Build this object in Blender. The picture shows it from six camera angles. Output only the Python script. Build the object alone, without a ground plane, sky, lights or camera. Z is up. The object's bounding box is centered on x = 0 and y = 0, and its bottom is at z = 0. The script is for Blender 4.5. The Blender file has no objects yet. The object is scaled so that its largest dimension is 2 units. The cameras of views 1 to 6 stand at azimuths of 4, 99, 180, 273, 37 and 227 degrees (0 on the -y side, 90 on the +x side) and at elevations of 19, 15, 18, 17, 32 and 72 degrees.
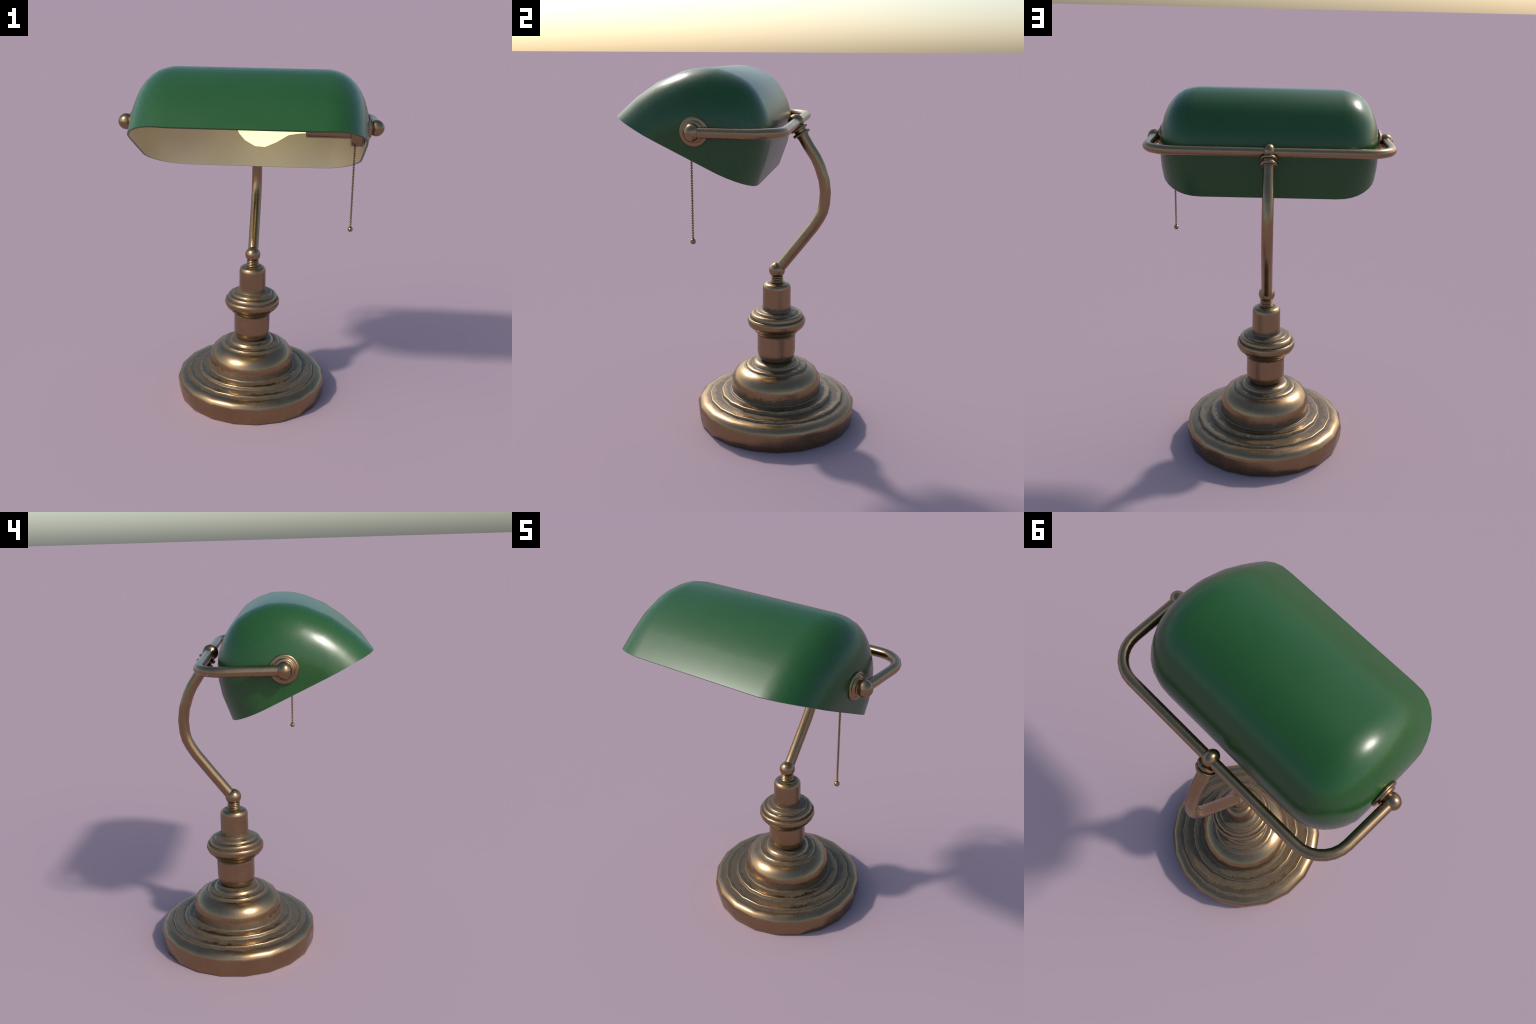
"""Antique-bronze desk lamp with a green glass trough shade, built part by part."""
import math
import bpy
import bmesh
from mathutils import Vector, Matrix

AXIS = Vector((0.0022, 0.1485, 0.0))      # vertical axis of base and column
SIDES = 20                              # the turned parts are 20-sided, smooth shaded
PIVOT_Y, PIVOT_Z = -0.161, 1.7145       # axle on which the shade hangs

# ------------------------------------------------------------------ materials


class Nodes:
    """Small helper to write node trees compactly."""

    def __init__(self, name):
        self.mat = bpy.data.materials.new(name)
        self.mat.use_nodes = True
        self.tree = self.mat.node_tree
        self.bsdf = self.tree.nodes["Principled BSDF"]
        self.coord = self.tree.nodes.new("ShaderNodeTexCoord").outputs["Object"]

    def new(self, kind, **inputs):
        node = self.tree.nodes.new(kind)
        for key, value in inputs.items():
            self.put(node.inputs[key.replace("_", " ")], value)
        return node

    def put(self, socket, value):
        if isinstance(value, bpy.types.NodeSocket):
            self.tree.links.new(value, socket)
        else:
            socket.default_value = value

    def noise(self, scale, detail=4.0, rough=0.55, distortion=0.0, stretch=None):
        vec = self.coord
        if stretch:
            m = self.new("ShaderNodeMapping", Vector=vec)
            m.inputs["Scale"].default_value = stretch
            vec = m.outputs[0]
        n = self.new("ShaderNodeTexNoise", Vector=vec, Scale=scale, Detail=detail,
                     Roughness=rough, Distortion=distortion)
        return n.outputs[0]

    def ramp(self, fac, stops):
        n = self.new("ShaderNodeValToRGB", Fac=fac)
        e = n.color_ramp.elements
        while len(e) < len(stops):
            e.new(0.5)
        for el, (pos, col) in zip(e, stops):
            el.position = pos
            el.color = (*col, 1) if len(col) == 3 else col
        return n.outputs[0]

    def remap(self, value, a, b, c, d, smooth=True):
        n = self.new("ShaderNodeMapRange")
        if smooth:
            n.interpolation_type = "SMOOTHSTEP"
        self.put(n.inputs[0], value)
        for i, v in zip((1, 2, 3, 4), (a, b, c, d)):
            self.put(n.inputs[i], v)
        return n.outputs[0]

    def math(self, op, a, b=0.0):
        n = self.tree.nodes.new("ShaderNodeMath")
        n.operation = op
        self.put(n.inputs[0], a)
        self.put(n.inputs[1], b)
        return n.outputs[0]

    def mix(self, fac, a, b):
        n = self.tree.nodes.new("ShaderNodeMix")
        n.data_type = "RGBA"
        self.put(n.inputs[0], fac)
        self.put(n.inputs[6], a)
        self.put(n.inputs[7], b)
        return n.outputs[2]

    def bump(self, height, strength, distance):
        n = self.new("ShaderNodeBump", Height=height, Strength=strength, Distance=distance)
        self.put(self.bsdf.inputs["Normal"], n.outputs[0])


def bronze(name, creases=()):
    """Aged bronze: fine grain, drifting polish, and matt brown grime with ragged edges.

    creases: (radius, height, reach across, reach up) of the turned corners, measured from the
    lamp's axis, where years of grime have settled into the metal."""
    m = Nodes(name)
    big = m.noise(7.0, 6.0, 0.62, 0.4)
    fine = m.noise(160.0, 3.0, 0.6)
    blotch = m.noise(26.0, 8.0, 0.68, 0.3)
    colour = m.ramp(big, [(0.30, (0.290, 0.199, 0.110)), (0.52, (0.312, 0.214, 0.120)),
                          (0.72, (0.332, 0.231, 0.134))])
    colour = m.mix(m.remap(fine, 0.35, 0.7, 0.0, 0.22), colour, (0.215, 0.138, 0.070, 1))
    polish = m.remap(big, 0.3, 0.7, 0.24, 0.31)
    polish = m.math("ADD", polish, m.remap(fine, 0.3, 0.7, -0.02, 0.03))
    tarnish = m.remap(blotch, 0.58, 0.68, 0.0, 0.3)
    colour = m.mix(tarnish, colour, (0.205, 0.142, 0.074, 1))
    polish = m.math("ADD", polish, m.math("MULTIPLY", tarnish, 0.2))
    metal = 1.0
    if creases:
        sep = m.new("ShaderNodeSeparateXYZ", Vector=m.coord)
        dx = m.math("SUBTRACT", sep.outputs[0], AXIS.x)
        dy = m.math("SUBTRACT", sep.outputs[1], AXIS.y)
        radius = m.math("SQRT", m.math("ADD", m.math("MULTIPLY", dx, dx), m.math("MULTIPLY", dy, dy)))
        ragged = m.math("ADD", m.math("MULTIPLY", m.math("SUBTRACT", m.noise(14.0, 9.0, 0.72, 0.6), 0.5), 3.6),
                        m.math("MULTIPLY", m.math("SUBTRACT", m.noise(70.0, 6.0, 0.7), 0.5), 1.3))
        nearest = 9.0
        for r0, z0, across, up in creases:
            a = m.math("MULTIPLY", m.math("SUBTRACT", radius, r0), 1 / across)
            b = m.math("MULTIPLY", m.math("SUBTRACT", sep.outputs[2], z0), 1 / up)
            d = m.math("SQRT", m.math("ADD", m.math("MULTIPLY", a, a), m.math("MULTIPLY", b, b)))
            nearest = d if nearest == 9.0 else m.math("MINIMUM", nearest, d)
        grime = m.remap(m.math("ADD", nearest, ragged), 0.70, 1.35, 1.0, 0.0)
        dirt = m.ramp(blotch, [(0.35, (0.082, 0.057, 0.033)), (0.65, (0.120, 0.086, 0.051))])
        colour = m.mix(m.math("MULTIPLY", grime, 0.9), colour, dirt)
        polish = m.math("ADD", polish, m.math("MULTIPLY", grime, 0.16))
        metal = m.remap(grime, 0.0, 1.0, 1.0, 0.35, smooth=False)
    m.put(m.bsdf.inputs["Base Color"], colour)
    m.put(m.bsdf.inputs["Roughness"], polish)
    m.put(m.bsdf.inputs["Metallic"], metal)
    m.bump(m.math("ADD", fine, m.math("MULTIPLY", blotch, 0.6)), 0.035, 0.004)
    return m.mat


def green_glass():
    m = Nodes("green_cased_glass")
    cloud = m.noise(5.0, 3.0, 0.5)
    smear = m.noise(22.0, 2.0, 0.5)
    m.put(m.bsdf.inputs["Base Color"],
          m.ramp(cloud, [(0.3, (0.0128, 0.0720, 0.0138)), (0.7, (0.0142, 0.0770, 0.0156))]))
    # roughness lowered at the two rounded ends to strengthen the sun highlight there
    across = m.math("ABSOLUTE", m.new("ShaderNodeSeparateXYZ", Vector=m.coord).outputs[0])
    across = m.math("ADD", across, m.math("MULTIPLY", m.math("SUBTRACT", cloud, 0.5), 0.06))
    end = m.remap(across, 0.36, 0.46, 0.0, 1.0)
    body_gloss = m.remap(smear, 0.3, 0.7, 0.300, 0.320)
    end_gloss = m.remap(smear, 0.36, 0.64, 0.248, 0.288)
    gloss = m.math("ADD", body_gloss, m.math("MULTIPLY", end, m.math("SUBTRACT", end_gloss, body_gloss)))
    m.put(m.bsdf.inputs["Roughness"], gloss)
    m.bsdf.inputs["IOR"].default_value = 1.5
    return m.mat


def cream_lining():
    m = Nodes("cream_lining")
    cloud = m.noise(6.0, 4.0, 0.5)
    m.put(m.bsdf.inputs["Base Color"],
          m.ramp(cloud, [(0.3, (0.63, 0.560, 0.375)), (0.7, (0.67, 0.600, 0.410))]))
    m.bsdf.inputs["Roughness"].default_value = 0.45
    return m.mat


def lit_bulb():
    m = Nodes("lit_frosted_bulb")
    frost = m.noise(40.0, 2.0)
    m.put(m.bsdf.inputs["Base Color"], m.ramp(frost, [(0.3, (0.80, 0.79, 0.50)), (0.7, (0.83, 0.82, 0.53))]))
    m.bsdf.inputs["Roughness"].default_value = 0.5
    m.bsdf.inputs["Emission Color"].default_value = (1.0, 0.98, 0.46, 1)
    m.bsdf.inputs["Emission Strength"].default_value = 1.1
    return m.mat


BRONZE = bronze("aged_bronze")
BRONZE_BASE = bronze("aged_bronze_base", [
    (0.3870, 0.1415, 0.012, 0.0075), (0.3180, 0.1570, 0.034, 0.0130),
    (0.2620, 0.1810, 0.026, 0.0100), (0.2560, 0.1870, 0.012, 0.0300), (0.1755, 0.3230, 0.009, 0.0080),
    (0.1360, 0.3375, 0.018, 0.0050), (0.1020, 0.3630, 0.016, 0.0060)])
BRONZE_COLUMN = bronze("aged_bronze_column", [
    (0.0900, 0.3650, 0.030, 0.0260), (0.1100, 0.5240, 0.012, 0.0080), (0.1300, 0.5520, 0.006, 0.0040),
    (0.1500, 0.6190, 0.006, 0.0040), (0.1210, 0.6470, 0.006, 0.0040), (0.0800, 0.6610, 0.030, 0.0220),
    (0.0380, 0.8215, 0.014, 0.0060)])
GREEN, CREAM, BULB = green_glass(), cream_lining(), lit_bulb()

# ------------------------------------------------------------------ helpers

lamp = bpy.data.objects.new("desk_lamp", None)
lamp.empty_display_size = 0.2
bpy.context.scene.collection.objects.link(lamp)
lamp["label"] = "antique bronze desk lamp with green glass shade and pull chain"
lamp["category"] = "desk lamp"


def add(name, mesh, parent, *materials, smooth_angle=None):
    for mat in materials:
        mesh.materials.append(mat)
    mesh.shade_smooth()
    if smooth_angle:
        mesh.set_sharp_from_angle(angle=math.radians(smooth_angle))
    ob = bpy.data.objects.new(name, mesh)
    bpy.context.scene.collection.objects.link(ob)
    ob.parent = parent
    return ob


def mesh_from(name, verts, faces):
    me = bpy.data.meshes.new(name)
    me.from_pydata([tuple(v) for v in verts], [], faces)
    bm = bmesh.new()
    bm.from_mesh(me)
    bmesh.ops.recalc_face_normals(bm, faces=bm.faces)
    bm.to_mesh(me)
    bm.free()
    return me


def held(profile, least=0.035, margin=0.003):
    """Add support rings near both ends of the long straight runs, so that they shade flat."""
    out = [profile[0]]
    for (r0, h0), (r1, h1) in zip(profile, profile[1:]):
        length = math.hypot(r1 - r0, h1 - h0)
        if length > least and r0 > 1e-6 and r1 > 1e-6:
            t = margin / length
            out.append((r0 + (r1 - r0) * t, h0 + (h1 - h0) * t))
            out.append((r1 + (r0 - r1) * t, h1 + (h0 - h1) * t))
        out.append((r1, h1))
    return out


def turned(name, profile, place=Matrix.Translation(AXIS), sides=SIDES, phase=9.0):
    """Lathe a (radius, height) profile round local z; ends close on the axis."""
    verts, faces, rows = [], [], []
    profile = held(profile)
    for r, h in profile:
        if r < 1e-6:
            rows.append([len(verts)] * sides)
            verts.append(place @ Vector((0, 0, h)))
        else:
            rows.append(list(range(len(verts), len(verts) + sides)))
            for i in range(sides):
                a = math.radians(phase) + math.tau * i / sides
                verts.append(place @ Vector((r * math.cos(a), r * math.sin(a), h)))
    for a, b in zip(rows, rows[1:]):
        for i in range(sides):
            j = (i + 1) % sides
            f = list(dict.fromkeys((a[i], a[j], b[j], b[i])))
            if len(f) > 2:
                faces.append(f)
    return mesh_from(name, verts, faces)


def tube(name, path, radius, sides=16, planar_normal=Vector((1, 0, 0))):
    """Sweep a round section along a planar path, ends capped."""
    verts, faces = [], []
    n = len(path)
    for k, p in enumerate(path):
        t = (path[min(k + 1, n - 1)] - path[max(k - 1, 0)]).normalized()
        side = planar_normal.normalized()
        other = t.cross(side).normalized()
        for i in range(sides):
            a = math.tau * i / sides
            verts.append(p + radius * (math.cos(a) * side + math.sin(a) * other))
    for k in range(n - 1):
        for i in range(sides):
            j = (i + 1) % sides
            faces.append((k * sides + i, k * sides + j, (k + 1) * sides + j, (k + 1) * sides + i))
    faces.append(tuple(range(sides)))
    faces.append(tuple(range((n - 1) * sides, n * sides)))
    return mesh_from(name, verts, faces)


def fillet_path(points, radii, steps):
    """Polyline with each inner corner replaced by an arc of the given radius."""
    out = [points[0]]
    for k in range(1, len(points) - 1):
        p, a, b = points[k], points[k - 1], points[k + 1]
        u, v = (a - p).normalized(), (b - p).normalized()
        half = u.angle(v) / 2
        d = radii[k - 1] / math.tan(half)
        centre = p + (u + v).normalized() * radii[k - 1] / math.sin(half)
        s, e = p + u * d - centre, p + v * d - centre
        turn = s.angle(e)
        for i in range(steps + 1):
            w = i / steps
            out.append(centre + (s * math.sin((1 - w) * turn) + e * math.sin(w * turn)) / math.sin(turn))
    out.append(points[-1])
    return out


def ball_profile(r, rz=None, rings=10):
    rz = rz or r
    return [(0 if i in (0, rings) else r * math.sin(math.pi * i / rings),
             -rz * math.cos(math.pi * i / rings)) for i in range(rings + 1)]


def frame(origin, z_axis):
    """Matrix whose local z points along z_axis."""
    return Matrix.Translation(origin) @ z_axis.to_track_quat("Z", "Y").to_matrix().to_4x4()


# ------------------------------------------------------------------ base and column

base_profile = [
    (0.0, 0.0), (0.425, 0.0), (0.4405, 0.003), (0.4490, 0.035), (0.4535, 0.094),
    (0.4515, 0.108), (0.4445, 0.122), (0.4320, 0.1335), (0.4130, 0.1400), (0.3880, 0.1415),
    (0.3855, 0.1420), (0.3835, 0.1500), (0.3815, 0.1532), (0.3780, 0.1540),
    (0.3205, 0.1555), (0.3180, 0.1568), (0.3165, 0.1700), (0.3145, 0.1745), (0.3095, 0.1765),
    (0.2660, 0.1785), (0.2642, 0.1800), (0.2630, 0.1850), (0.2605, 0.1862),
    (0.2570, 0.1866), (0.2555, 0.2050), (0.2555, 0.2320), (0.2535, 0.2510), (0.2465, 0.2710),
    (0.2330, 0.2910), (0.2120, 0.3085), (0.1900, 0.3190), (0.1770, 0.3225),
    (0.1745, 0.3240), (0.1735, 0.3285), (0.1690, 0.3335), (0.1600, 0.3365), (0.1480, 0.3370), (0.1375, 0.3370),
    (0.1345, 0.3385), (0.1325, 0.3450), (0.1265, 0.3530), (0.1160, 0.3590), (0.1040, 0.3620), (0.0, 0.3630)]
add("base", turned("base", base_profile), lamp, BRONZE_BASE, smooth_angle=60)

column_profile = [
    (0.0, 0.355), (0.083, 0.361), (0.092, 0.370), (0.1005, 0.382), (0.1060, 0.398), (0.1080, 0.416),
    (0.1080, 0.470), (0.1080, 0.5225), (0.1090, 0.5250), (0.1150, 0.5290), (0.1220, 0.5355),
    (0.1270, 0.5440), (0.1290, 0.5515), (0.1310, 0.5530), (0.1400, 0.5570), (0.1490, 0.5635),
    (0.1560, 0.5715), (0.1615, 0.5810), (0.1645, 0.5920), (0.1648, 0.6030), (0.1630, 0.6120),
    (0.1590, 0.6180), (0.1525, 0.6200), (0.1490, 0.6185), (0.1495, 0.629), (0.1470, 0.6385),
    (0.1405, 0.6455), (0.1315, 0.6480), (0.1230, 0.6465), (0.1205, 0.6485), (0.1195, 0.6545),
    (0.1155, 0.6590), (0.1085, 0.6605), (0.084, 0.6610), (0.0805, 0.6645), (0.0793, 0.673),
    (0.0790, 0.735), (0.0787, 0.793), (0.0767, 0.8045), (0.0710, 0.8135), (0.0630, 0.8190),
    (0.0520, 0.8210), (0.0400, 0.8215), (0.0, 0.8217)]
column = add("column", turned("column", column_profile), lamp, BRONZE_COLUMN, smooth_angle=60)

# threaded neck: stacked rounded ridges between the column and the ball
neck_profile = [(0.0, 0.818)]
PITCH, RIDGES = 0.0100, 4
for k in range(RIDGES):
    z0 = 0.8225 + k * PITCH
    shrink = 0.0005 * k
    neck_profile += [(0.0330 - shrink, z0 - 0.0005), (0.0362 - shrink, z0 + 0.0018), (0.0372 - shrink, z0 + 0.0045),
                     (0.0362 - shrink, z0 + 0.0072), (0.0330 - shrink, z0 + 0.0090)]
neck_profile.append((0.0, 0.8640))
add("threaded_neck", turned("threaded_neck", neck_profile), column, BRONZE, smooth_angle=75)

JOINT = Vector((0.002, 0.149, 0.8935))
add("ball_joint", turned("ball_joint", ball_profile(0.0455), Matrix.Translation(JOINT)), lamp, BRONZE)

# ------------------------------------------------------------------ curved arm

def at(y, z):
    return Vector((0.002, y, z))

YOKE_CENTRE = Vector((0.0015, 0.2425, 1.7135))
# two straight runs joined by one broad bend behind the shade
arm_path = [at(0.150, 0.889), at(0.174, 0.919), at(0.262, 1.0335), at(0.3470, 1.1460), at(0.3775, 1.1950),
            at(0.3960, 1.2330), at(0.4055, 1.2760), at(0.4092, 1.3400), at(0.4005, 1.4060),
            at(0.3755, 1.4820), at(0.3530, 1.5290), at(0.3125, 1.5900), at(0.2755, 1.6530), at(0.2500, 1.6960)]
arm = add("curved_arm", tube("curved_arm", arm_path, 0.0305), lamp, BRONZE, smooth_angle=60)

arm_axis = (YOKE_CENTRE - at(0.2755, 1.6545)).normalized()

# ------------------------------------------------------------------ yoke with its clamp

corner_x, bend = 0.653, 0.15
yoke_points = [Vector((corner_x, PIVOT_Y + 0.018, PIVOT_Z)), Vector((corner_x, 0.2475, PIVOT_Z - 0.003)),
               Vector((-corner_x, 0.2475, PIVOT_Z - 0.003)), Vector((-corner_x, PIVOT_Y + 0.018, PIVOT_Z))]
yoke_path = fillet_path(yoke_points, [bend, bend], 7)
yoke = add("yoke", tube("yoke", yoke_path, 0.0254, 12, Vector((0, 0, 1))), lamp, BRONZE, smooth_angle=60)

clamp_place = Matrix.Translation(YOKE_CENTRE) @ Vector((1, 0, 0)).to_track_quat("Z", "Y").to_matrix().to_4x4()
clamp = add("clamp_ball", turned("clamp_ball", ball_profile(0.0435, 0.0345), clamp_place), yoke, BRONZE)

sleeve_profile = [(0.0, -0.012), (0.0335, -0.010), (0.0335, 0.012), (0.034, 0.045), (0.0, 0.047)]
add("clamp_sleeve", turned("clamp_sleeve", sleeve_profile,
                           frame(YOKE_CENTRE - arm_axis * 0.075, arm_axis), 16), arm, BRONZE, smooth_angle=50)
flange_profile = [(0.0, -0.0070), (0.0440, -0.0070), (0.0475, -0.0045), (0.0485, 0.0005), (0.0470, 0.0055),
                  (0.0430, 0.0080), (0.0, 0.0082)]
flange_mesh = turned("clamp_flange", flange_profile, Matrix(), 10, 0)
flange_mesh.materials.append(BRONZE)
flange_mesh.shade_smooth()
flange_mesh.set_sharp_from_angle(angle=math.radians(55))
for distance, size in ((0.0385, 1.01), (0.0675, 1.03)):
    ob = bpy.data.objects.new("clamp_flange", flange_mesh)
    bpy.context.scene.collection.objects.link(ob)
    ob.parent = arm
    ob.matrix_world = frame(YOKE_CENTRE - arm_axis * distance, arm_axis) @ Matrix.Scale(size, 4)

# ------------------------------------------------------------------ shade

# cross-section of the straight middle, from the front rim over the top to the back rim (y, z)
section = [(-0.5930, 1.7660), (-0.4890, 1.8605), (-0.3860, 1.9310), (-0.2720, 1.9790), (-0.2100, 1.9945),
           (-0.1420, 2.0000), (-0.0820, 1.9965), (-0.0160, 1.9760), (0.0240, 1.9565), (0.0640, 1.9310),
           (0.0970, 1.8965), (0.1240, 1.8540), (0.1490, 1.7985), (0.1630, 1.7530), (0.1680, 1.7040),
           (0.1650, 1.6350), (0.1505, 1.5600), (0.1055, 1.4350)]
FRONT, BACK = Vector((0, *section[0])), Vector((0, *section[-1]))
CHORD = (BACK - FRONT).normalized()
CHORD_LENGTH = (BACK - FRONT).length
RIM_MIDDLE = FRONT.lerp(BACK, 0.552)
STRAIGHT = 0.369        # half length of the straight middle
END_DEPTH = 0.252       # the rounded ends would reach this far beyond it ...
ROUNDNESS = [2.396, 2.477, 2.529, 2.536, 2.452, 2.175]    # superellipse power, front rim to back rim


def roundness(w):
    k = min(int(w * 5), 4)
    return ROUNDNESS[k] + (ROUNDNESS[k + 1] - ROUNDNESS[k]) * (w * 5 - k)


def end_plane(along, height):
    """... but a nearly flat end face, leaning out a little upwards, cuts them off."""
    return 0.605 - 0.016 * along / CHORD_LENGTH + 0.089 * height


def rim_lift(along, height, x):
    """The rim rises a little where it sweeps round the front corners."""
    outward = min(max((x - STRAIGHT) / 0.22, 0.0), 1.0)
    return outward * math.exp(-height / 0.05) * (0.016 - 0.015 * along / CHORD_LENGTH)


def soft_min(a, limit, k=0.004):
    return limit - k * math.log1p(math.exp(min(-(a - limit) / k, 60)))


def shade_mesh():
    fillet_steps = 10
    verts, faces, columns = [], [], []
    arc = [0.0]
    for p, q in zip(section, section[1:]):
        arc.append(arc[-1] + math.dist(p, q))
    for side in (-1, 1):
        rows = []
        for k in range(fillet_steps + 1):
            theta = math.pi / 2 * (k / fillet_steps)
            row = []
            for i, (sy, sz) in enumerate(section):
                power = roundness(arc[i] / arc[-1])
                f = math.cos(theta) ** (2 / power) if k < fillet_steps else 0.0
                u = math.sin(theta) ** (2 / power)
                q = (Vector((0, sy, sz)) - RIM_MIDDLE) * f
                along = (RIM_MIDDLE + q - FRONT).dot(CHORD)
                height = (q - CHORD * q.dot(CHORD)).length
                x = soft_min(STRAIGHT + END_DEPTH * u, end_plane(along, height))
                y, z = (RIM_MIDDLE + q).yz
                row.append(Vector((side * x + 0.0040, y, z + rim_lift(along, height, x))))
            rows.append(row)
        if side < 0:
            rows = rows[::-1]
        columns += rows
    count = len(section)
    index = []
    for row in columns:
        if (row[0] - row[-1]).length < 1e-5:       # the end closes to one point on the rim
            index.append([len(verts)] * count)
            verts.append(row[0])
        else:
            index.append(list(range(len(verts), len(verts) + count)))
            verts += row
    for a, b in zip(index, index[1:]):
        for i in range(count - 1):
            f = list(dict.fromkeys((a[i], a[i + 1], b[i + 1], b[i])))
            if len(f) > 2:
                faces.append(f)
    return mesh_from("shade", verts, faces)


shell = shade_mesh()
# outward normals: flip if the top faces look down
top = max(shell.polygons, key=lambda p: p.center.z)
if top.normal.z < 0:
    shell.flip_normals()
shell.materials.append(GREEN)
shell.materials.append(CREAM)
shade = bpy.data.objects.new("shade", shell)
bpy.context.scene.collection.objects.link(shade)
thick = shade.modifiers.new("glass_thickness", "SOLIDIFY")
thick.thickness, thick.offset = 0.0105, -1.0
thick.material_offset, thick.material_offset_rim = 1, 0
bpy.context.view_layer.update()
solid = bpy.data.meshes.new_from_object(shade.evaluated_get(bpy.context.evaluated_depsgraph_get()))
shade.modifiers.clear()
shade.data = solid
solid.name = "shade"
solid.shade_smooth()
solid.set_sharp_from_angle(angle=math.radians(50))
shade.parent = lamp

# ------------------------------------------------------------------ axle fittings at both ends

washer_profile = [(0.0, -0.008), (0.0660, -0.008), (0.0695, -0.0035), (0.0695, 0.0015), (0.0660, 0.0050), (0.0600, 0.0058),
                  (0.0530, 0.0052), (0.0510, 0.0070), (0.0500, 0.0125), (0.0470, 0.0150), (0.0400, 0.0155),
                  (0.0360, 0.0160), (0.0330, 0.0200), (0.0320, 0.0300), (0.0, 0.0310)]
for side in (-1, 1):
    place = frame(Vector((side * 0.612 + 0.002, PIVOT_Y, PIVOT_Z)), Vector((side, 0, 0)))
    add("washer", turned("washer", washer_profile, place, 24), shade, BRONZE, smooth_angle=50)
    place = frame(Vector((side * 0.652 + 0.001, PIVOT_Y, PIVOT_Z)), Vector((0, 1, 0)))
    add("knob", turned("knob", ball_profile(0.0425, 0.0375, 12), place), yoke, BRONZE)

# ------------------------------------------------------------------ bulb, socket, switch

along_x = Matrix.Translation((0, -0.170, 1.7145)) @ Vector((1, 0, 0)).to_track_quat("Z", "Y").to_matrix().to_4x4()
bulb_profile = [(0.0, -0.068), (0.024, -0.0635), (0.050, -0.050), (0.081, -0.022), (0.1095, 0.029), (0.113, 0.081),
                (0.0860, 0.141), (0.0475, 0.203), (0.0385, 0.251), (0.0350, 0.297), (0.0, 0.300)]
socket_profile = [(0.0, 0.286), (0.030, 0.286), (0.034, 0.292), (0.0535, 0.2925), (0.0575, 0.2965),
                  (0.0580, 0.303), (0.0580, 0.5245), (0.0920, 0.5250), (0.0960, 0.5275), (0.0975, 0.5320),
                  (0.0975, 0.5790), (0.0960, 0.5840), (0.0915, 0.5865), (0.0450, 0.5870), (0.0440, 0.604), (0.0, 0.605)]
socket = add("socket", turned("socket", socket_profile, along_x, 16, 0), lamp, BRONZE, smooth_angle=50)
add("bulb", turned("bulb", bulb_profile, along_x, 12, 90), socket, BULB)

# the pull chain leaves the switch drum through a short nozzle
nozzle_profile = [(0.0, -0.012), (0.0060, -0.012), (0.0085, -0.010), (0.0090, 0.012), (0.0, 0.014)]
add("chain_nozzle", turned("chain_nozzle", nozzle_profile, Matrix.Translation((0.5475, -0.191, 1.629)), 12), socket,
    BRONZE, smooth_angle=50)

# ------------------------------------------------------------------ pull chain

CHAIN_X, CHAIN_Y = 0.5475, -0.191
BALL_Z, TOP_Z, SPACING = 1.1755, 1.6165, 0.0122
chain_path = [Vector((CHAIN_X, CHAIN_Y, BALL_Z)), Vector((CHAIN_X, CHAIN_Y, 1.4)), Vector((CHAIN_X, CHAIN_Y, TOP_Z + 0.004))]
chain = add("pull_chain", tube("pull_chain", chain_path, 0.0020, 8), lamp, BRONZE, smooth_angle=60)
add("pull_ball", turned("pull_ball", ball_profile(0.0142, rings=8),
                        Matrix.Translation((CHAIN_X, CHAIN_Y, BALL_Z)), 12), chain, BRONZE)
bead_mesh = turned("chain_bead", ball_profile(0.0064, 0.0056, 6), Matrix(), 8)
bead_mesh.materials.append(BRONZE)
bead_mesh.shade_smooth()
first = BALL_Z + 0.0142 + 0.004
for k in range(int((TOP_Z - first) / SPACING) + 1):
    bead = bpy.data.objects.new("chain_bead", bead_mesh)
    bpy.context.scene.collection.objects.link(bead)
    bead.parent = chain
    bead.location = (CHAIN_X, CHAIN_Y, first + k * SPACING)
    bead.rotation_euler = (0, 0, 1.1 * k)
